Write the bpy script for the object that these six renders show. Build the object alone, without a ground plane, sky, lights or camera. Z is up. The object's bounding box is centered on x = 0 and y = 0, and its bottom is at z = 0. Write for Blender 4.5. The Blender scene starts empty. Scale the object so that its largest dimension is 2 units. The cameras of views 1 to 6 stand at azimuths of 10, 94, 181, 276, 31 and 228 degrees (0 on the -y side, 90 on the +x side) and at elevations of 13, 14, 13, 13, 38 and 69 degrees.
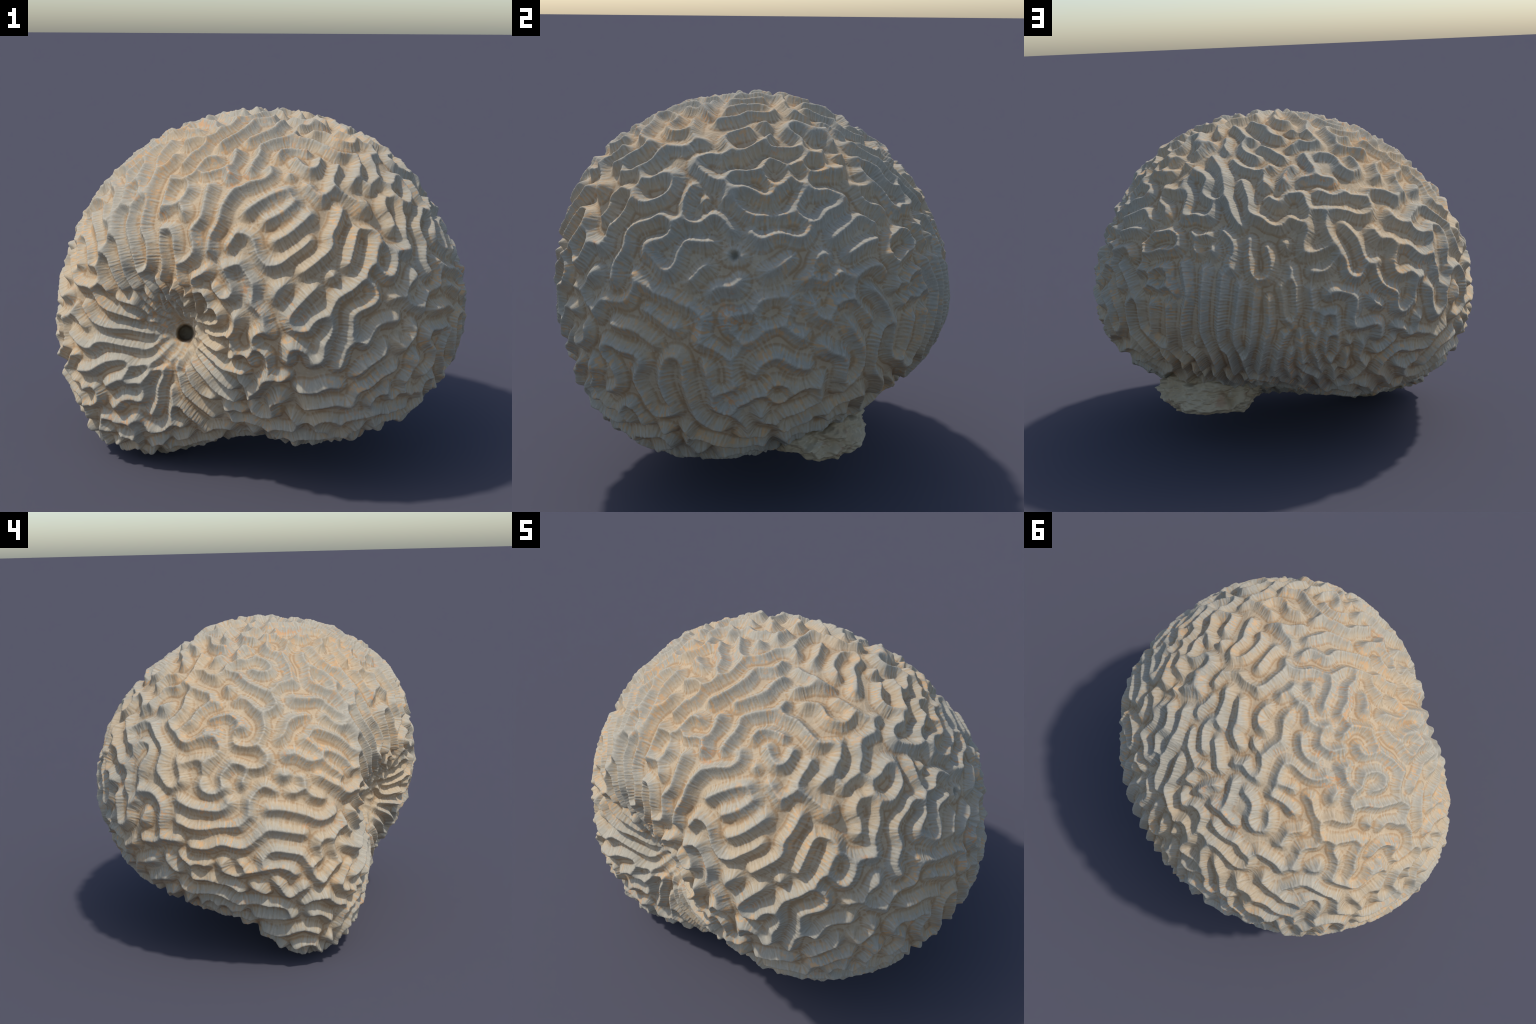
"""Brain coral: a boulder-shaped colony with meandering ridges, a funnel-shaped
navel with a bored hole, and a broken foot underneath.

The colony is grown rather than drawn: a lofted boulder is covered with a
ridge/valley pattern by a local-activation / lateral-inhibition growth rule
(the rule behind real brain-coral meanders), steered by a handful of growth
directions.  Fine septa are then combed down the flanks of the ridges."""
import bpy
import numpy as np
from mathutils.kdtree import KDTree

rng = np.random.default_rng(11)

# ------------------------------------------------------------------ boulder
CENTRE = np.array([0.0, 0.0, 0.85])
# loft: one cross-section per elevation (degrees) seen from CENTRE, radius in
# metres every 30 degrees of azimuth, counted from +x towards +y
SECTIONS = [
    (-90, [0.716] * 12),
    (-75, [.735, .705, .683, .678, .693, .721, .763, .793, .778, .756, .758, .756]),
    (-60, [.792, .732, .678, .661, .712, .756, .856, .973, .876, .788, .821, .833]),
    (-45, [.876, .789, .722, .701, .791, .868, .938, 1.08, .901, .805, .889, .918]),
    (-30, [.962, .867, .795, .798, .864, .970, .990, 1.044, .831, .802, .932, .992]),
    (-15, [1.003, .921, .856, .858, .900, .976, 1.004, .979, .795, .812, .927, 1.009]),
    (0, [.979, .915, .868, .848, .896, .959, .974, .911, .793, .827, .928, .988]),
    (15, [.923, .884, .837, .816, .866, .928, .920, .872, .796, .842, .932, .951]),
    (30, [.883, .850, .804, .791, .829, .872, .870, .843, .806, .861, .917, .919]),
    (45, [.857, .827, .781, .766, .799, .829, .835, .820, .807, .841, .894, .892]),
    (60, [.827, .810, .774, .763, .786, .800, .807, .813, .805, .808, .842, .844]),
    (75, [.809, .803, .793, .787, .789, .790, .792, .797, .798, .799, .806, .810]),
    (90, [0.799] * 12),
]
HOLE = np.array([-0.238, -0.535, 0.696])     # mouth of the bored hole
HOLE_RADIUS = 0.038


def unit(v):
    v = np.asarray(v, float)
    return v / np.linalg.norm(v, axis=-1, keepdims=True)


def smooth(a, b, x):
    t = np.clip((x - a) / (b - a), 0, 1)
    return t * t * (3 - 2 * t)


def cubic(p0, p1, p2, p3, t):
    return p1 + 0.5 * t * (p2 - p0 + t * (2 * p0 - 5 * p1 + 4 * p2 - p3 + t * (3 * (p1 - p2) + p3 - p0)))


def loft_radius(d):
    table = np.array([row for _, row in SECTIONS])
    # a row beyond each pole: the section on the far side
    table = np.vstack([np.roll(table[1], 6), table, np.roll(table[-2], 6)])
    az = np.degrees(np.arctan2(d[:, 1], d[:, 0])) % 360 / 30
    el = (np.degrees(np.arcsin(np.clip(d[:, 2], -1, 1))) + 90) / 15
    i = np.floor(az).astype(int)
    j = np.clip(np.floor(el).astype(int), 0, 11)
    fa, fe = az - i, el - j
    rows = []
    for k in range(4):
        r = table[j + k]
        n = np.arange(len(d))
        rows.append(cubic(*(r[n, (i + m) % 12] for m in (-1, 0, 1, 2)), fa))
    return cubic(*rows, fe)


HOLE_DIRECTION = unit(HOLE - CENTRE)
HOLE_AZ_EL = (np.degrees(np.arctan2(HOLE_DIRECTION[1], HOLE_DIRECTION[0])) % 360, np.degrees(np.arcsin(HOLE_DIRECTION[2])))


def direction(az, el):
    az, el = np.radians(az), np.radians(el)
    return np.stack([np.cos(el) * np.cos(az), np.cos(el) * np.sin(az), np.sin(el) + 0 * az], -1)


def dimple(d, az, el, left, right, up, down):
    """Lopsided bell around a direction; the four widths are in degrees."""
    c = direction(az, el)
    east = unit(np.cross([0, 0, 1], c))
    north = np.cross(c, east)
    x, y = np.degrees(np.arctan2(d @ east, d @ c)), np.degrees(np.arctan2(d @ north, d @ c))
    x = x / np.where(x < 0, left, right)
    y = y / np.where(y < 0, down, up)
    return np.where(d @ c > 0, np.exp(-(x * x + y * y)), 0)


def boulder(d):
    """Surface point of the boulder in direction d."""
    r = loft_radius(d) + 0.010
    r = r + 0.066 * dimple(d, 196, -44, 10, 9, 8, 7)             # drooping tip
    r = r + 0.028 * dimple(d, 192, -24, 18, 22, 16, 13)         # and the swelling above it
    r = r + 0.020 * dimple(d, 226, -50, 10, 10, 9, 9)
    r = r - 0.020 * dimple(d, 170, -48, 12, 9, 9, 9)            # hollows, bulges and flats
    r = r - 0.025 * dimple(d, 148, -34, 10, 10, 10, 10)
    r = r + 0.016 * dimple(d, 205, 2, 12, 12, 12, 12)
    r = r + 0.025 * dimple(d, 30, 14, 13, 13, 9, 9)
    r = r - 0.022 * dimple(d, 40, -4, 8, 12, 8, 10)
    r = r - 0.020 * dimple(d, 338, -9, 13, 13, 13, 13)
    r = r - 0.012 * dimple(d, 42, 32, 12, 12, 10, 10)
    r = r - 0.012 * dimple(d, 329, 41, 12, 12, 10, 10)
    r = r + 0.018 * dimple(d, 265, 64, 16, 16, 10, 10)
    r = r + 0.018 * dimple(d, 285, -10, 8, 12, 14, 10)
    r = r - 0.140 * dimple(d, 243, -10, 20, 13, 16, 13)         # navel hollow
    r = r - 0.085 * dimple(d, *HOLE_AZ_EL, 9, 9, 10, 7)         # its funnel
    r = r - 0.062 * dimple(d, 259, -4, 9, 7, 9, 13)             # its far wall
    r = r - 0.030 * dimple(d, 260, -28, 9, 7, 10, 12)           # crease running down from it
    r = r - 0.022 * dimple(d, 242, -27, 8, 9, 9, 9)
    return CENTRE + d * r[:, None]


# ------------------------------------------------------------ geodesic mesh
def icosahedron():
    g = (1 + 5 ** 0.5) / 2
    v = [(-1, g, 0), (1, g, 0), (-1, -g, 0), (1, -g, 0), (0, -1, g), (0, 1, g),
         (0, -1, -g), (0, 1, -g), (g, 0, -1), (g, 0, 1), (-g, 0, -1), (-g, 0, 1)]
    f = [(0, 11, 5), (0, 5, 1), (0, 1, 7), (0, 7, 10), (0, 10, 11), (1, 5, 9), (5, 11, 4),
         (11, 10, 2), (10, 7, 6), (7, 1, 8), (3, 9, 4), (3, 4, 2), (3, 2, 6), (3, 6, 8),
         (3, 8, 9), (4, 9, 5), (2, 4, 11), (6, 2, 10), (8, 6, 7), (9, 8, 1)]
    return unit(v), np.array(f)


def edges_of(f):
    e = np.sort(np.vstack([f[:, [0, 1]], f[:, [1, 2]], f[:, [2, 0]]]), axis=1)
    n = int(f.max()) + 1
    key, inverse = np.unique(e[:, 0].astype(np.int64) * n + e[:, 1], return_inverse=True)
    return np.stack([key // n, key % n], 1), inverse.reshape(3, -1)


def refine(v, f):
    e, side = edges_of(f)
    mid = len(v) + side
    a, b, c = f.T
    ab, bc, ca = mid
    f2 = np.vstack([np.stack(t, 1) for t in ((a, ab, ca), (b, bc, ab), (c, ca, bc), (ab, bc, ca))])
    return unit(np.vstack([v, v[e].mean(1)])), f2, e


def neighbours(f):
    """(n, 6) neighbour table; the twelve five-valent corners repeat themselves."""
    e, _ = edges_of(f)
    n = int(f.max()) + 1
    src = np.concatenate([e[:, 0], e[:, 1]])
    dst = np.concatenate([e[:, 1], e[:, 0]])
    order = np.argsort(src, kind="stable")
    src, dst = src[order], dst[order]
    start = np.searchsorted(src, np.arange(n))
    table = np.repeat(np.arange(n)[:, None], 6, 1)
    table[src, np.arange(len(src)) - start[src]] = dst
    return table.astype(np.int32)


def stencil(p, nb):
    """Vectors to the neighbours, their lengths, unit vectors."""
    off = p[nb] - p[:, None]
    length = np.linalg.norm(off, axis=2)
    length = np.where(length > 0, length, 1e9)
    return off / length[..., None], length


def vertex_normals(p, f):
    fn = np.cross(p[f[:, 1]] - p[f[:, 0]], p[f[:, 2]] - p[f[:, 0]])
    n = np.stack([sum(np.bincount(f[:, k], fn[:, c], len(p)) for k in range(3)) for c in range(3)], 1)
    return unit(n)


# ---------------------------------------------------------------- value noise
def value_noise(p, scale, seed):
    q = p * scale + 100.0 + seed * 7.31
    i = np.floor(q).astype(np.int64)
    t = q - i
    t = t * t * (3 - 2 * t)
    out = 0
    for c in range(8):
        o = np.array([c & 1, c >> 1 & 1, c >> 2 & 1])
        h = (i + o) @ np.array([374761393, 668265263, 2147483647]) + seed * 144665
        h = (h ^ (h >> 13)) * 1274126177 & 0x7FFFFFFF
        h = (h ^ (h >> 16)) & 0xFFFF
        w = np.prod(np.where(o, t, 1 - t), axis=1)
        out = out + w * (h / 32767.5 - 1)
    return out


def lumps(p, scale, seed, octaves=3):
    return sum(value_noise(p, scale * 2 ** k, seed + k) / 2 ** k for k in range(octaves))


# ------------------------------------------------------------- growth pattern
# courses of the leading ridges: control points (azimuth, elevation) in degrees
# as seen from CENTRE; the ridges between them grow by themselves
RIDGE_LINES = {
    "arcs above the navel": [
        [(233, 50), (231, 43.5), (233, 36.5), (234.5, 28.5), (235.5, 23.5), (239, 20.5), (240.5, 15), (239, 11)],
        [(218, 44.5), (224.5, 37.5), (227.5, 29.5), (228.5, 24), (231.5, 20), (235, 14), (236, 10.5), (241, 3.5)],
        [(211, 45), (210, 39), (216, 36), (221.5, 27.5), (224, 22), (227.5, 16.5), (230, 12.5), (231, 7.5), (233.5, 3.5)],
        [(200, 33.5), (205, 33), (210.5, 33), (214, 30), (217.5, 26.5), (220.5, 20), (223.5, 13.5), (226.5, 8.5), (229.5, 3)],
        [(211, 27), (213, 24.5), (217, 22)],
        [(204.5, 22.5), (209.5, 21), (216, 17.5), (220, 12), (221, 6), (224, 2)],
        [(201, 19.5), (205, 16.5), (209.5, 15), (214, 12.5), (217, 8.5)],
        [(194.5, 15), (197, 15.5), (201, 13), (205, 13), (208.5, 10), (212, 7.5)],
        [(245, 25), (245.5, 19.5), (247, 14), (246, 9)],
        [(249, 25.5), (251, 22), (252, 17), (253, 13), (254, 9)],
        [(260.5, 39), (260.5, 33.5), (260.5, 29), (257.5, 25.5), (259, 19.5), (254, 15)],
        [(271, 38), (267, 32.5), (266.5, 28), (264, 23.5), (264, 20)],
    ],
    "folds left of the navel": [
        [(204, 8.5), (209, 5), (214.5, 2), (221.5, 3.5)],
        [(219.5, 0), (222.5, -3.5), (226.5, -5.5), (232, -8)],
        [(216, -4), (219.5, -8), (224, -10), (228.5, -10.5), (233, -12.5), (236.5, -14.5)],
        [(211, -12), (217, -15), (219.5, -15.5), (220.5, -14), (223.5, -14), (229, -16), (235, -18), (237, -16.5), (238.5, -16)],
        [(215, -21.5), (219.5, -21.5), (223.5, -19.5), (228.5, -19.5), (232.5, -22), (237, -22), (239, -20.5), (241, -18)],
        [(224.5, -26), (229.5, -24), (230.5, -21.5)],
        [(230.5, -26.5), (234.5, -27), (238, -24.5), (241.5, -24)],
    ],
    "fan below the navel": [
        [(255, -8), (258.5, -11.5), (266, -10.5)],
        [(256, -15), (264, -15.5), (268.5, -16.5), (274, -16.5)],
        [(254.5, -17), (261, -19.5), (267, -22.5), (270, -24)],
        [(252.5, -20.5), (259, -24), (263.5, -28), (270.5, -29.5)],
        [(250.5, -23.5), (256.5, -31), (261, -32)],
        [(247.5, -26), (249.5, -30), (255.5, -35.5), (260.5, -39.5)],
        [(241.5, -25), (239.5, -30), (239, -33.5), (236.5, -37)],
        [(234.5, -28), (234.5, -32.5), (229, -31), (225, -33)],
        [(237, -22.5), (234, -26.5), (230, -26.5)],
    ],
    "upright folds of the back": [
        [(40.5, -0.5), (40, -6), (41, -10), (44.5, -12.5), (48.5, -16.5)],
        [(47.5, -1), (46, -8), (45.5, -12.5), (51, -15)],
        [(54, -1), (53, -9), (51, -17), (54.5, -22.5)],
        [(58.5, 12.5), (61.5, 3), (60, -2.5), (58, -14), (60.5, -18.5), (59.5, -25.5)],
        [(66.5, 11), (66.5, 4.5), (66, -3.5), (65.5, -10), (67, -18), (66, -25.5)],
        [(73, 10), (72.5, 2.5), (71.5, -5), (71, -13), (73, -17), (72, -27.5)],
        [(78.5, 6.5), (77.5, -1), (76, -9), (76, -13), (77.5, -21.5)],
        [(83, 4.5), (82, -3), (81, -11), (77.5, -20.5)],
        [(87, 2), (87, -5), (85, -12), (81.5, -25.5)],
        [(32.5, 9), (36.5, 4.5), (38.5, 0), (35, -3.5), (34.5, -11.5), (38.5, -17), (41, -23)],
        [(26, 1), (28.5, -3.5), (30.5, -9), (25, -15.5)],
    ],
    "meanders of the back": [
        [(102, 35.5), (102.5, 30.5), (102, 25), (99.5, 20), (98.5, 16), (102, 16), (106.5, 17)],
        [(104, 30), (110.5, 29.5), (115.5, 28), (119.5, 26), (124.5, 26.5), (126, 30.5), (122.5, 32)],
        [(108.5, 28.5), (107, 22.5), (110, 17.5), (111.5, 13.5), (111.5, 9), (113.5, 7), (116, 8.5)],
        [(113, 24), (115, 20.5), (116.5, 18), (117, 13), (118, 10.5), (121.5, 11)],
        [(123, 20.5), (123.5, 17), (128, 17), (128, 13), (126, 9), (127.5, 6), (131.5, 6.5), (133.5, 4.5)],
        [(129, 14.5), (133.5, 13.5), (137, 10), (141.5, 10)],
        [(120.5, 7.5), (122, 4), (126, 1), (126, -3.5), (128.5, -4.5), (132, -1), (132.5, 2.5), (135.5, 4.5)],
        [(109.5, 15), (105, 10.5), (101, 10.5)],
        [(105, 3), (107, 4), (112, 2.5), (113, 0), (112, -5), (112.5, -7.5), (119.5, -7), (120.5, -11.5)],
        [(91.5, 25), (95.5, 28), (99.5, 25)],
        [(88, 36), (91.5, 33), (95, 36.5), (101.5, 36)],
        [(63, 44.5), (68, 37.5), (73.5, 30), (77, 26)],
        [(74.5, 43), (79, 35), (79.5, 30.5), (84.5, 28.5), (87.5, 26.5)],
        [(46.5, 40.5), (51.5, 36), (53.5, 28), (58.5, 29), (64, 28), (64.5, 33.5), (57.5, 37), (59, 41), (54.5, 44.5), (48.5, 44)],
        [(80.5, 21), (81, 15.5), (82.5, 9.5), (86.5, 9), (88, 13.5), (87, 18)],
        [(72, 23.5), (75.5, 20), (76, 16), (74.5, 14), (76, 11.5)],
    ],
    "valleys of the end": [
        [(170.5, 24.5), (175, 25), (175.5, 21.5), (176, 16.5), (174, 13), (172, 10)],
        [(178.5, 29.5), (182, 28), (184.5, 24), (182.5, 20.5), (179.5, 20.5)],
        [(158.5, 41.5), (164, 39), (170.5, 38.5), (173, 41.5), (179, 37.5), (185, 34.5), (188, 32.5)],
        [(163, 15.5), (168, 17), (172, 17)],
        [(151.5, 23.5), (155.5, 20), (159.5, 17), (163, 15.5)],
        [(176, 16.5), (181, 15.5), (184.5, 14.5)],
        [(144.5, 30), (147.5, 27.5), (152.5, 27), (154, 31), (148, 34)],
        [(163, 21.5), (166, 23.5), (167, 26.5), (170, 29), (175, 30.5), (180.5, 31)],
        [(170.5, 37.5), (172, 34.5), (175.5, 34), (178, 36.5)],
        [(159, 16.5), (158.5, 12), (160, 8)],
        [(148, 15), (145.5, 10), (145.5, 3)],
    ],
    "meanders of the end": [
        [(163, 2.5), (166, 1), (169.5, 0.5), (175, 0.5), (177, 2.5)],
        [(187.5, -4.5), (192.5, -5.5), (197, -6.5)],
        [(188, 0.5), (192.5, 0), (197.5, -1.5), (203, -3.5), (207, -2.5)],
        [(176, -8.5), (178.5, -9), (181.5, -9), (187.5, -4.5)],
        [(161.5, -23.5), (164, -25.5), (171, -24.5), (176.5, -27)],
        [(178, -28), (183.5, -27), (187.5, -27.5), (191, -27), (194.5, -30.5)],
        [(183, -33), (187, -32.5), (193, -31.5)],
        [(185.5, -39.5), (189.5, -39), (197.5, -35), (203, -36)],
        [(190, -19.5), (193, -23.5), (197, -21)],
        [(148, 3.5), (154.5, 3.5), (157.5, -0.5), (157, -4), (156, -9.5), (150.5, -10.5)],
        [(157.5, -2), (157, -8.5), (162, -8.5)],
        [(169, 7), (170, 5), (173.5, 4.5), (176, 6.5)],
        [(166.5, -10), (171, -10), (174.5, -8.5)],
        [(138, 0.5), (138.5, -3.5), (140, -8), (144.5, -5), (144, -3), (147, 0.5)],
    ],
    "loops of the shaded end": [
        [(333.5, 29.5), (336.5, 30.5), (337.5, 33.5), (337.5, 36.5)],
        [(344, 35), (343, 32), (343.5, 27.5), (344, 25.5)],
        [(356.5, 32), (359, 34.5), (3.5, 34.5), (7, 32.5), (10, 36.5), (13.5, 39)],
        [(356.5, 32), (359.5, 29.5), (2, 28), (5.5, 28)],
        [(346, 25.5), (348.5, 25), (350.5, 27), (352.5, 28), (355, 26.5), (357, 24.5)],
        [(338.5, 16.5), (342.5, 13.5), (344.5, 15.5), (345, 18.5), (346, 21), (348.5, 21), (352, 21)],
        [(2, 24), (4.5, 22), (7.5, 23.5), (11, 23.5), (14.5, 22.5), (17.5, 24.5)],
        [(10, 28), (13, 29), (15.5, 32), (18, 35), (25.5, 35.5)],
        [(13, 29), (15.5, 28), (18, 26.5)],
        [(21.5, 27), (24, 29.5), (30.5, 31)],
        [(348.5, 12), (350.5, 14.5), (352, 15.5)],
        [(353.5, 10), (354.5, 11.5), (358.5, 11), (359.5, 13)],
        [(6.5, 14.5), (9, 16), (11.5, 18)],
        [(329, 10), (328.5, 13.5), (330.5, 17.5), (330, 21), (331.5, 23), (337, 25.5), (340.5, 26), (343, 24)],
        [(336.5, 17), (336, 19.5), (340.5, 21), (342, 23)],
        [(323, 19), (323.5, 21.5), (326, 25), (326, 29.5)],
        [(319.5, 23), (321, 26), (319.5, 29), (322.5, 31.5)],
        [(323, 37), (330, 35), (335.5, 37.5), (337.5, 36.5)],
        [(326, 33.5), (331.5, 28.5), (336, 30.5), (337.5, 33), (337.5, 36)],
        [(322.5, 37.5), (326.5, 40.5), (327.5, 44), (332, 46), (337, 46)],
        [(318, 35), (316, 38), (319, 41.5), (321.5, 46)],
        [(315, 11), (317.5, 14.5), (318.5, 17.5), (322.5, 16.5), (323.5, 17.5)],
        [(311.5, 16), (314, 21), (311, 23.5)],
        [(342.5, 41), (347.5, 38.5), (351, 36.5), (354, 38.5), (355, 40), (1.5, 40)],
        [(342, 43), (347, 45), (351.5, 43.5)],
        [(352, 47), (356.5, 45), (0.5, 48.5)],
        [(357.5, 39.5), (4, 40.5), (7, 44), (10.5, 44), (13.5, 41.5), (16.5, 37.5)],
        [(9.5, 49), (16, 49), (22.5, 51), (23, 53.5), (17.5, 57.5)],
        [(16.5, 43.5), (19, 45), (28, 45.5), (30, 47)],
        [(19.5, 43), (22.5, 40.5), (28.5, 40.5), (34, 40.5)],
        [(37, 36.5), (43.5, 36), (47, 35.5), (45, 40.5)],
        [(38.5, 34.5), (39.5, 31), (44, 30), (45.5, 27.5)],
        [(24, 22.5), (29, 25), (34, 27.5), (39, 25)],
        [(27.5, 18.5), (32, 20), (37.5, 21)],
        [(18.5, 59.5), (26, 58.5), (31, 55.5), (41, 56.5), (39.5, 52.5)],
    ],
    "meanders of the front": [
        [(293.5, 10), (291.5, 8), (289, 5), (287, 2.5)],
        [(298.5, 5), (296, 3), (293.5, 1.5), (292, -1), (288, -0.5)],
        [(298, 3), (298, -1.5), (295.5, -5)],
        [(306, 12.5), (304.5, 10), (301.5, 8.5), (299, 7)],
        [(309.5, 10), (309.5, 6), (307, 4.5), (303, 3), (303.5, -1), (302.5, -2.5)],
        [(315.5, 0.5), (310.5, 0), (308, -3), (307, -5)],
        [(304, -3.5), (302, -6), (300.5, -11)],
        [(287, -9.5), (287.5, -5), (291.5, -6.5)],
        [(296.5, -6.5), (296, -9), (293.5, -9.5)],
        [(291, -19), (295, -19), (298, -17), (301, -17)],
        [(293, -25), (297.5, -23.5), (302, -22), (305.5, -23), (306.5, -18.5), (310, -17), (312.5, -14.5), (316, -12.5)],
        [(288.5, 36.5), (283, 35), (278, 32.5), (275.5, 31)],
        [(290.5, 33), (286, 30), (281.5, 28)],
        [(294, 29), (288, 24.5), (284, 22.5)],
        [(304, 29.5), (302, 26), (299, 22.5), (299.5, 20.5), (297, 18.5), (291, 14.5)],
        [(307.5, 24), (305, 20), (303, 15.5)],
        [(312, 21), (310, 16.5), (307.5, 12), (309.5, 8.5)],
        [(316, 18.5), (316, 14.5), (314, 11), (310.5, 14.5)],
    ],
    "meanders of the shoulder": [
        [(320.5, 46), (318.5, 43), (314.5, 39.5), (311.5, 37)],
        [(328.5, 46), (326, 43), (327, 41), (323, 38.5), (320, 36.5)],
        [(338, 37), (337.5, 32), (331.5, 28), (326.5, 30.5), (321.5, 32)],
        [(322, 37), (328.5, 35), (332.5, 37), (337, 36.5)],
        [(359, 56), (350, 52.5), (350.5, 49)],
        [(8.5, 53.5), (4.5, 50), (358, 47.5), (355.5, 45.5), (351, 48.5)],
        [(7.5, 45), (4, 41), (357, 39.5), (352.5, 36)],
        [(13.5, 38.5), (10.5, 35.5), (5.5, 33), (359.5, 36), (355, 35), (354, 31.5)],
        [(310.5, 59), (318, 57.5), (320, 53), (326.5, 51), (332.5, 53)],
        [(328.5, 58), (333, 53.5), (336.5, 50), (342, 49)],
        [(335.5, 24.5), (337.5, 26.5), (341, 24.5), (341.5, 22), (338.5, 19.5)],
    ],
    "arcs below the crown": [
        [(297, 75.5), (291.5, 72.5), (272.5, 71.5), (272, 67.5), (265, 62), (257.5, 56.5)],
        [(299.5, 69), (292.5, 66.5), (288, 63), (278.5, 60.5), (273, 59)],
        [(300.5, 59.5), (295.5, 57.5), (286.5, 56.5), (279, 54.5), (279.5, 51.5), (276.5, 47.5), (276, 45)],
        [(298.5, 56), (305, 54), (309.5, 50), (312.5, 47), (317, 46.5)],
        [(293.5, 47), (296.5, 42.5), (300, 42.5), (302.5, 45.5)],
        [(275.5, 39.5), (281, 40.5), (283.5, 42.5), (282.5, 45)],
    ],
    "meanders of the crown": [
        [(13, 37.5), (9, 35), (4, 40.5), (358.5, 38.5)],
        [(8, 53), (2, 49.5), (357, 46.5), (352, 49)],
        [(14.5, 67.5), (7, 65), (355.5, 65), (350.5, 62.5), (342, 59)],
        [(8.5, 70), (1, 71), (345.5, 69.5), (341, 66)],
        [(43.5, 58.5), (35, 58.5), (23, 61.5)],
        [(45.5, 69.5), (56, 68.5), (62.5, 66), (73.5, 63.5)],
        [(59, 73.5), (69, 72.5), (85.5, 70.5), (85, 67), (93, 65.5)],
        [(79.5, 54), (71, 57), (65, 61.5)],
        [(80, 59.5), (87.5, 57.5), (94.5, 54)],
        [(74.5, 29.5), (68.5, 38.5), (65.5, 45)],
        [(58.5, 42.5), (52.5, 44), (47.5, 45.5)],
        [(63, 46.5), (57, 50), (53.5, 52)],
        [(65.5, 34.5), (58.5, 36.5), (57, 39.5)],
        [(35.5, 42.5), (28.5, 42), (22, 41)],
        [(30, 48.5), (21.5, 47)],
        [(31.5, 33), (26, 35.5), (20, 35), (20.5, 42)],
        [(7.5, 77.5), (343.5, 75), (332, 73.5)],
        [(221, 55), (223, 48), (229, 41.5), (229.5, 31)],
        [(213, 52.5), (211, 48.5), (217, 44), (220, 37.5), (223.5, 29)],
        [(107.5, 53.5), (109, 46.5), (109, 42)],
        [(103, 42.5), (108.5, 42), (115, 40.5)],
        [(107.5, 36.5), (113, 34), (117.5, 34.5)],
        [(99, 36.5), (101.5, 36), (101.5, 29)],
        [(122, 44.5), (125, 42), (130.5, 42)],
        [(131, 48.5), (131, 43.5)],
        [(132.5, 58.5), (135, 62), (138, 65.5)],
        [(131, 54.5), (137.5, 52.5), (143, 49)],
        [(128.5, 33.5), (135.5, 31.5), (138, 28.5)],
        [(142, 31), (146.5, 28.5), (151, 28), (152.5, 32)],
        [(61, 74), (76.5, 71), (83.5, 67), (96.5, 65)],
        [(91.5, 81), (93.5, 76.5), (104, 74.5), (110, 74.5)],
        [(156, 72.5), (154, 69), (156, 65.5), (161.5, 63.5)],
        [(138.5, 65.5), (134.5, 60.5), (133, 58.5), (142.5, 57)],
        [(144, 65), (151.5, 61), (158, 58.5), (164.5, 58)],
        [(115.5, 52.5), (122, 50), (123.5, 44.5), (126, 41.5)],
        [(130.5, 54), (137.5, 52.5), (143, 49.5)],
    ],
    "loops low on the shaded end": [
        [(345, -18), (343, -12.5), (342.5, -8.5), (344, -5), (346.5, -4), (347.5, -5.5), (348, -9.5), (349, -14), (350, -17.5), (353.5, -21.5), (356, -22)],
        [(330, 0.5), (332.5, 0), (336, 0), (341, -2.5)],
        [(326.5, -5.5), (327, -7.5), (330, -10), (330.5, -14), (327, -16)],
        [(327.5, -4.5), (331.5, -5), (337.5, -5.5), (338, -7), (336, -10), (336, -13), (337.5, -15.5), (340, -19.5), (344.5, -18.5)],
        [(3.5, -7), (4.5, -5), (8, -3.5), (10, -4.5), (12, -6), (15, -7)],
        [(26, 1.5), (27.5, -2), (30, -5.5), (30.5, -9.5)],
        [(19, -2.5), (21.5, -4.5), (24.5, -5.5), (25, -9), (24.5, -12)],
    ],
}
# --- end of ridge courses
def course_points(valleys):
    """Points every few millimetres along the leading ridges or valleys, on the boulder."""
    out = []
    for name, group in RIDGE_LINES.items():
        for line in group if name.startswith("valleys") == valleys else ():
            c = direction(*np.array(line, float).T)
            c = np.vstack([2 * c[0] - c[1], c, 2 * c[-1] - c[-2]])
            t = np.linspace(0, 1, 12)[:, None]
            for k in range(1, len(c) - 2):
                out.append(cubic(c[k - 1], c[k], c[k + 1], c[k + 2], t))
    return boulder(unit(np.vstack(out)))


def distance_to_courses(p, valleys=False):
    pts = course_points(valleys)
    tree = KDTree(len(pts))
    for i, q in enumerate(pts):
        tree.insert(q, i)
    tree.balance()
    return np.array([tree.find(q)[2] for q in p])


SPACING = 0.094


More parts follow.
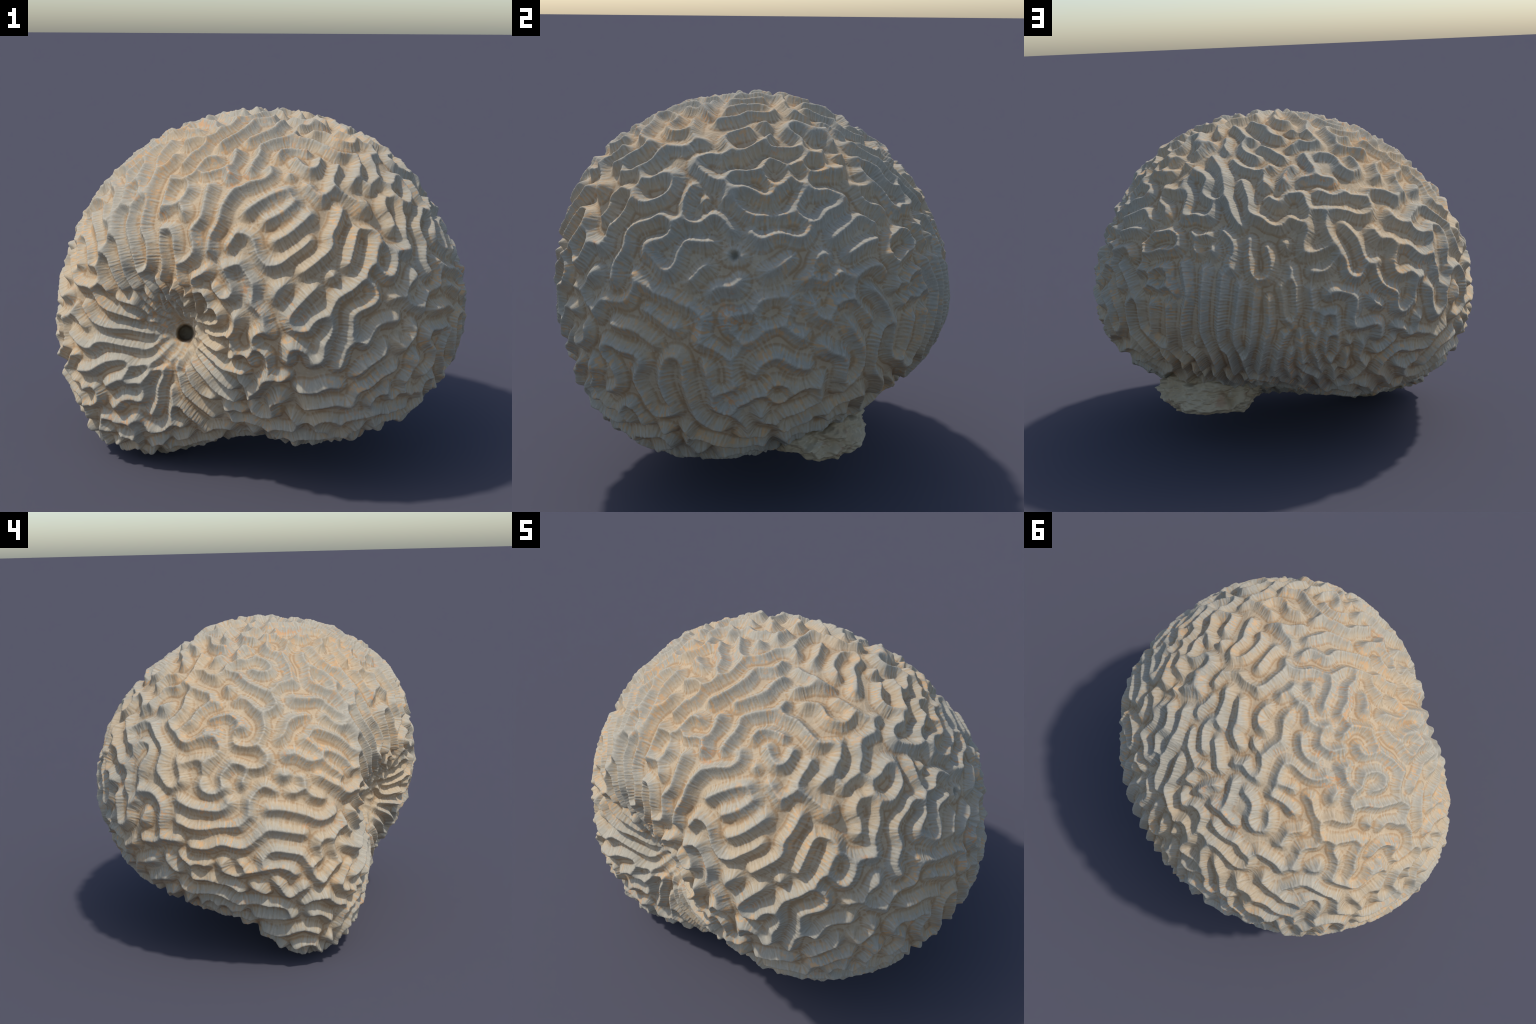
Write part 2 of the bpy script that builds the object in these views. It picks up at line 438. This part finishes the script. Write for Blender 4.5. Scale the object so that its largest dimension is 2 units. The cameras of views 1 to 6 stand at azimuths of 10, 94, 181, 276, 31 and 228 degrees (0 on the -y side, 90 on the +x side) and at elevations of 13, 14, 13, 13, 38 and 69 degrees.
def growth_direction(p, normal):
    """Preferred ridge direction, its strength, and the local ridge spacing."""
    # ridges converge on the navel
    to_hole = HOLE - p
    gap = np.linalg.norm(to_hole, axis=1)
    t = to_hole - normal * np.sum(to_hole * normal, 1)[:, None]
    t /= np.linalg.norm(t, axis=1)[:, None] + 1e-6
    strength = 0.9 * (1 - smooth(0.22, 0.50, gap))
    spacing = SPACING - 0.040 * (1 - smooth(0.12, 0.55, gap))
    # upright folds low on the back
    q = unit(p - CENTRE)
    back = smooth(0.80, 0.93, q @ direction(80.0, -20.0))
    up = np.array([0, 0, 1.0]) - normal * normal[:, 2:]
    up /= np.linalg.norm(up, axis=1)[:, None] + 1e-6
    axis = np.where((back > strength)[:, None], up, t)
    spacing = spacing - 0.022 * back
    spacing = spacing * (1 + 0.14 * value_noise(p, 3.5, 77))
    return axis, np.maximum(strength, 0.8 * back), spacing


def diffuse(u, nb, w, steps):
    for _ in range(steps):
        u = u + np.sum(w * (u[nb] - u[:, None]), axis=1)
    return u


def grow(levels):
    """Local activation against lateral inhibition on successively finer meshes."""
    u = None
    for d, f, parents, rounds in levels:
        p = boulder(d)
        nb = neighbours(f)
        normal = vertex_normals(p, f)
        unit_off, length = stencil(p, nb)
        axis, strength, spacing = growth_direction(p, normal)
        along = np.sum(unit_off * axis[:, None], axis=2) ** 2
        edge = 0.85 * np.median(length)
        # local spacing: less spreading where ridges stand closer together
        base = (edge / length) ** 2 / 6 * (spacing[:, None] / SPACING) ** 2
        act = base * (1 + strength[:, None] * (2 * along - 1) * 0.9)
        act = np.clip(act, 0, 0.18).astype(np.float32)
        inh = np.clip(base, 0, 0.18).astype(np.float32)
        gain = edge ** 2 * 0.5                     # variance added per step
        near = max(1, round((SPACING / 6.54) ** 2 / gain))
        far = max(1, round(3 * (SPACING / 6.54) ** 2 / gain))
        # leading ridges pull the pattern onto their courses
        away = distance_to_courses(p) / spacing
        lead = np.exp(-(away / 0.2) ** 2) - 0.6 * np.exp(-((away - 0.48) / 0.17) ** 2)
        away = distance_to_courses(p, valleys=True) / spacing
        lead -= np.exp(-(away / 0.2) ** 2) - 0.6 * np.exp(-((away - 0.48) / 0.17) ** 2)
        lead = lead.astype(np.float32)
        if u is None:
            u = (0.4 * rng.normal(size=len(p)) + lead).astype(np.float32)
        else:
            u = np.concatenate([u, u[parents].mean(1)])
        for _ in range(rounds):
            a = diffuse(u, nb, act, near)
            b = diffuse(a, nb, inh, far)
            s = a - b
            s = s / (np.sqrt(np.mean(s * s)) + 1e-9) + LEAD * lead
            u = (0.3 * u + 0.7 * np.tanh(2.2 * (s - 0.04))).astype(np.float32)
    return s, p, nb, inh, spacing


LEAD = 1.1


def build_coral():
    d, f = icosahedron()
    levels = []
    for k in range(8):
        d, f, parents = refine(d, f)
        if k == 5:
            levels.append((d, f, parents, 20))
        elif k == 6:
            levels.append((d, f, parents, 5))
    u, p, nb, inh, spacing = grow(levels)
    u = diffuse(u, nb, inh, 2)
    away = distance_from_flanks(u, p, nb) / (0.25 * spacing)
    both = [np.concatenate([x, x[parents].mean(1)]) for x in (u, away)]
    p = boulder(d)
    nb = neighbours(f)
    normal = vertex_normals(p, f)
    even = np.full(nb.shape, 1 / 9, np.float32)
    u, away = diffuse(both[0], nb, even, 2), diffuse(both[1], nb, even, 1)
    return d, f, p, nb, normal, u, away


def distance_from_flanks(u, p, nb):
    """Signed distance to the line half-way up the flanks: crests +, valleys -."""
    i, k = np.nonzero((u[:, None] > 0) & (u[nb] <= 0))
    j = nb[i, k]
    t = (u[i] / (u[i] - u[j]))[:, None]
    q = p[i] * (1 - t) + p[j] * t
    across = unit(p[i] - p[j])
    tree = KDTree(len(q))
    for n, x in enumerate(q):
        tree.insert(x, n)
    tree.balance()
    hit = np.array([tree.find(x)[1] for x in p])
    off = p - q[hit]
    far = np.sum(off * off, 1)
    slip = far - np.sum(off * across[hit], 1) ** 2
    return (np.sqrt(np.maximum(far - np.minimum(slip, 0.004 ** 2), 0)) * np.sign(u)).astype(np.float32)


def septa(p, nb, u, normal):
    """Streaks combed down the flanks: noise averaged along the slope of u."""
    off, length = stencil(p, nb)
    g = np.sum(off * ((u[nb] - u[:, None]) / length)[..., None], axis=1)
    g -= normal * np.sum(g * normal, 1)[:, None]
    pairs = ((0, 0), (1, 1), (2, 2), (0, 1), (0, 2), (1, 2))
    tensor = np.stack([g[:, i] * g[:, j] for i, j in pairs], 1).astype(np.float32)
    even = np.full(nb.shape, 1 / 8, np.float32)
    for _ in range(8):
        tensor = tensor + np.einsum("nk,nkc->nc", even, tensor[nb] - tensor[:, None])
    xx, yy, zz, xy, xz, yz = tensor.T
    slope = g + 1e-9
    for _ in range(8):
        x, y, z = slope.T
        slope = unit(np.stack([xx * x + xy * y + xz * z, xy * x + yy * y + yz * z, xz * x + yz * y + zz * z], 1) + 1e-12)
    s = 0
    for t in np.linspace(-0.018, 0.018, 7):
        s = s + value_noise(p + slope * t, 165.0, 41)
    s -= diffuse(s, nb, even, 8)
    return (s / s.std()).astype(np.float32)


def make_mesh(name, v, f, normals=None, floats=None):
    me = bpy.data.meshes.new(name)
    me.vertices.add(len(v))
    me.vertices.foreach_set("co", v.astype(np.float32).ravel())
    me.loops.add(3 * len(f))
    me.loops.foreach_set("vertex_index", f.astype(np.int32).ravel())
    me.polygons.add(len(f))
    me.polygons.foreach_set("loop_start", np.arange(0, 3 * len(f), 3, dtype=np.int32))
    me.polygons.foreach_set("use_smooth", np.ones(len(f), bool))
    me.update(calc_edges=True)
    for key, val in (floats or {}).items():
        a = me.attributes.new(key, "FLOAT", "POINT")
        a.data.foreach_set("value", val.astype(np.float32))
    if normals is not None:
        me.normals_split_custom_set_from_vertices(normals.tolist())
    ob = bpy.data.objects.new(name, me)
    bpy.context.scene.collection.objects.link(ob)
    return ob


def take(name, v, f, keep, normals, floats):
    faces = f[keep]
    used, local = np.unique(faces, return_inverse=True)
    return make_mesh(name, v[used], local.reshape(-1, 3), normals[used], {k: a[used] for k, a in floats.items()})


# ------------------------------------------------------------------ materials
class Nodes:
    def __init__(self, name):
        self.mat = bpy.data.materials.new(name)
        self.mat.use_nodes = True
        self.t = self.mat.node_tree
        self.t.nodes.clear()
        self.out = self.add("ShaderNodeOutputMaterial")
        self.bsdf = self.add("ShaderNodeBsdfPrincipled")
        self.link(self.bsdf.outputs[0], self.out.inputs[0])
        self.coord = self.add("ShaderNodeTexCoord").outputs["Object"]

    def add(self, kind, **props):
        n = self.t.nodes.new(kind)
        for k, v in props.items():
            setattr(n, k, v)
        return n

    def link(self, a, b):
        self.t.links.new(a, b)

    def put(self, socket, value):
        if isinstance(value, bpy.types.NodeSocket):
            self.link(value, socket)
        else:
            socket.default_value = value

    def noise(self, scale, detail=3, rough=0.55):
        n = self.add("ShaderNodeTexNoise")
        n.inputs["Scale"].default_value = scale
        n.inputs["Detail"].default_value = detail
        n.inputs["Roughness"].default_value = rough
        self.link(self.coord, n.inputs["Vector"])
        return n.outputs["Fac"]

    def ramp(self, x, lo, hi, a=0.0, b=1.0):
        n = self.add("ShaderNodeMapRange", interpolation_type="SMOOTHSTEP")
        for k, v in zip(("Value", "From Min", "From Max", "To Min", "To Max"), (x, lo, hi, a, b)):
            self.put(n.inputs[k], v)
        return n.outputs[0]

    def math(self, op, a, b=0.0):
        n = self.add("ShaderNodeMath", operation=op)
        self.put(n.inputs[0], a)
        self.put(n.inputs[1], b)
        return n.outputs[0]

    def mix(self, fac, a, b):
        n = self.add("ShaderNodeMix", data_type="RGBA")
        self.put(n.inputs[0], fac)
        self.put(n.inputs[6], a if isinstance(a, bpy.types.NodeSocket) else (*a, 1))
        self.put(n.inputs[7], b if isinstance(b, bpy.types.NodeSocket) else (*b, 1))
        return n.outputs[2]

    def value(self, name):
        return self.add("ShaderNodeAttribute", attribute_name=name).outputs["Fac"]


def coral_material():
    m = Nodes("coral_skeleton")
    ridge, streak = m.value("ridge"), m.value("septa")
    cream, grey = (0.49, 0.385, 0.255), (0.405, 0.37, 0.295)
    ochre, brown, rust = (0.64, 0.39, 0.19), (0.39, 0.25, 0.13), (0.60, 0.30, 0.13)
    comb = m.math("MULTIPLY", streak, 0.05)
    dull = m.math("ADD", m.math("ADD", m.noise(3.0, 4), comb), m.ramp(ridge, 0.2, 0.8, -0.03, 0.09))
    col = m.mix(m.ramp(dull, 0.40, 0.60), cream, grey)
    # pale septal edges and duller gaps between them
    col = m.mix(m.ramp(streak, -0.2, 1.8, 0, 0.45), col, (0.57, 0.49, 0.37))
    col = m.mix(m.ramp(streak, -0.3, -1.7, 0, 0.5), col, (0.34, 0.275, 0.185))
    # ochre stains in streaks, in patches
    patch = m.ramp(m.noise(4.0, 3), 0.40, 0.64)
    fleck = m.ramp(m.math("SUBTRACT", m.noise(34, 3), comb), 0.50, 0.66)
    col = m.mix(m.math("MULTIPLY", m.math("MULTIPLY", patch, fleck), 0.8), col, ochre)
    # sediment on the valley floors, patchy and streaked
    spread = m.ramp(m.math("SUBTRACT", m.noise(8, 4), comb), 0.36, 0.62, 0.15, 0.9)
    col = m.mix(m.math("MULTIPLY", m.ramp(ridge, 0.22, 0.05), spread), col, brown)
    # with a paler line along the middle of the floor
    col = m.mix(m.ramp(ridge, 0.05, 0.012, 0, 0.6), col, (0.55, 0.435, 0.29))
    rusty = m.math("MULTIPLY", m.ramp(m.noise(6, 2), 0.60, 0.72), fleck)
    col = m.mix(m.math("MULTIPLY", rusty, 0.6), col, rust)
    m.link(col, m.bsdf.inputs["Base Color"])
    m.bsdf.inputs["Roughness"].default_value = 0.9
    m.bsdf.inputs["Specular IOR Level"].default_value = 0.2
    bump = m.add("ShaderNodeBump")
    bump.inputs["Strength"].default_value = 0.3
    bump.inputs["Distance"].default_value = 0.004
    m.link(m.noise(160, 3), bump.inputs["Height"])
    m.link(bump.outputs[0], m.bsdf.inputs["Normal"])
    return m.mat


def hole_material():
    m = Nodes("bored_hole_lining")
    m.link(m.mix(m.ramp(m.noise(30, 3), 0.4, 0.65), (0.40, 0.32, 0.21), (0.32, 0.24, 0.15)), m.bsdf.inputs["Base Color"])
    m.bsdf.inputs["Roughness"].default_value = 0.95
    return m.mat


def foot_material():
    m = Nodes("broken_foot")
    col = m.mix(m.ramp(m.noise(6, 4), 0.4, 0.62), (0.54, 0.44, 0.29), (0.47, 0.36, 0.22))
    col = m.mix(m.ramp(m.noise(11, 3), 0.58, 0.7, 0, 0.7), col, (0.45, 0.28, 0.17))
    col = m.mix(m.ramp(m.noise(25, 4), 0.55, 0.75, 0, 0.5), col, (0.60, 0.55, 0.44))
    m.link(col, m.bsdf.inputs["Base Color"])
    m.bsdf.inputs["Roughness"].default_value = 0.9
    bump = m.add("ShaderNodeBump")
    bump.inputs["Strength"].default_value = 0.25
    bump.inputs["Distance"].default_value = 0.004
    m.link(m.noise(45, 3), bump.inputs["Height"])
    m.link(bump.outputs[0], m.bsdf.inputs["Normal"])
    return m.mat


# ---------------------------------------------------------------------- build
VALLEY_DEPTH = 0.044


def main():
    d, f, p, nb, normal, u, away = build_coral()
    # wide hollow valleys rising to keen crests
    t = np.clip(0.5 + 0.5 * away, 0, None)
    t = t / (1 + (t / 1.05) ** 8) ** 0.125
    ridge = 0.25 * t + 0.75 * t ** 2.2
    comb = septa(p, nb, u, normal)
    gap = np.linalg.norm(p - HOLE, axis=1)
    depth = VALLEY_DEPTH * (0.3 + 0.7 * smooth(0.05, 0.25, gap))
    depth *= 1 - 0.6 * np.exp(-(np.linalg.norm(p - boulder(direction(358.0, 18.3)[None]), axis=1) / 0.05) ** 2)
    depth *= 1 + 0.25 * lumps(p, 4.0, 3, 2)
    flank = np.clip(4 * ridge * (1 - ridge), 0, 1)
    v = p - normal * (depth * (1 - ridge))[:, None]
    v += normal * (0.0007 * comb * (0.4 + 0.6 * flank) * smooth(0.06, 0.15, gap))[:, None]
    v += normal * (0.006 * lumps(p, 9.0, 5, 3))[:, None]
    # the bored hole: a shaft driven along the funnel axis
    q = v - HOLE
    ax = unit([-0.24, 0.92, -0.31])
    side = np.linalg.norm(q - np.outer(q @ ax, ax), axis=1)
    shaft = (1 - smooth(HOLE_RADIUS * 0.75, HOLE_RADIUS * 1.15, side)) * (1 - smooth(0.07, 0.09, np.linalg.norm(q, axis=1)))
    v += ax * (0.12 * shaft)[:, None]

    # a pin-hole on the shaded end
    gap = np.degrees(np.arccos(np.clip(d @ direction(358.0, 18.3), -1, 1)))
    v -= d * (0.045 * np.exp(-(gap / 1.0) ** 2) + 0.016 * np.exp(-(gap / 3.2) ** 2))[:, None]

    normals = vertex_normals(v, f)
    floats = {"ridge": ridge, "septa": comb}
    inside = (shaft > 0.5)[f].all(1)
    head = take("coral_head", v, f, ~inside, normals, floats)
    hole = take("bored_hole", v, f, inside, normals, floats)
    head.data.materials.append(coral_material())
    hole.data.materials.append(hole_material())

    # broken foot: a lumpy stub half sunk in the underside
    fd, ff = icosahedron()
    for _ in range(6):
        fd, ff, _e = refine(fd, ff)
    fp = fd * np.array([0.265, 0.21, 0.13])
    fp = fp * (1 + 0.14 * lumps(fd, 2.2, 23, 2) + 0.07 * lumps(fd, 6, 31, 3))[:, None] + np.array([0.37, 0.27, 0.292])
    foot = make_mesh("foot", fp, ff, vertex_normals(fp, ff))
    foot.data.materials.append(foot_material())

    root = bpy.data.objects.new("brain_coral", None)
    bpy.context.scene.collection.objects.link(root)
    root["label"] = "pale cream brain coral boulder with meandering ridges and hole"
    root["category"] = "brain coral"
    for ob in (head, hole, foot):
        ob.parent = root


main()
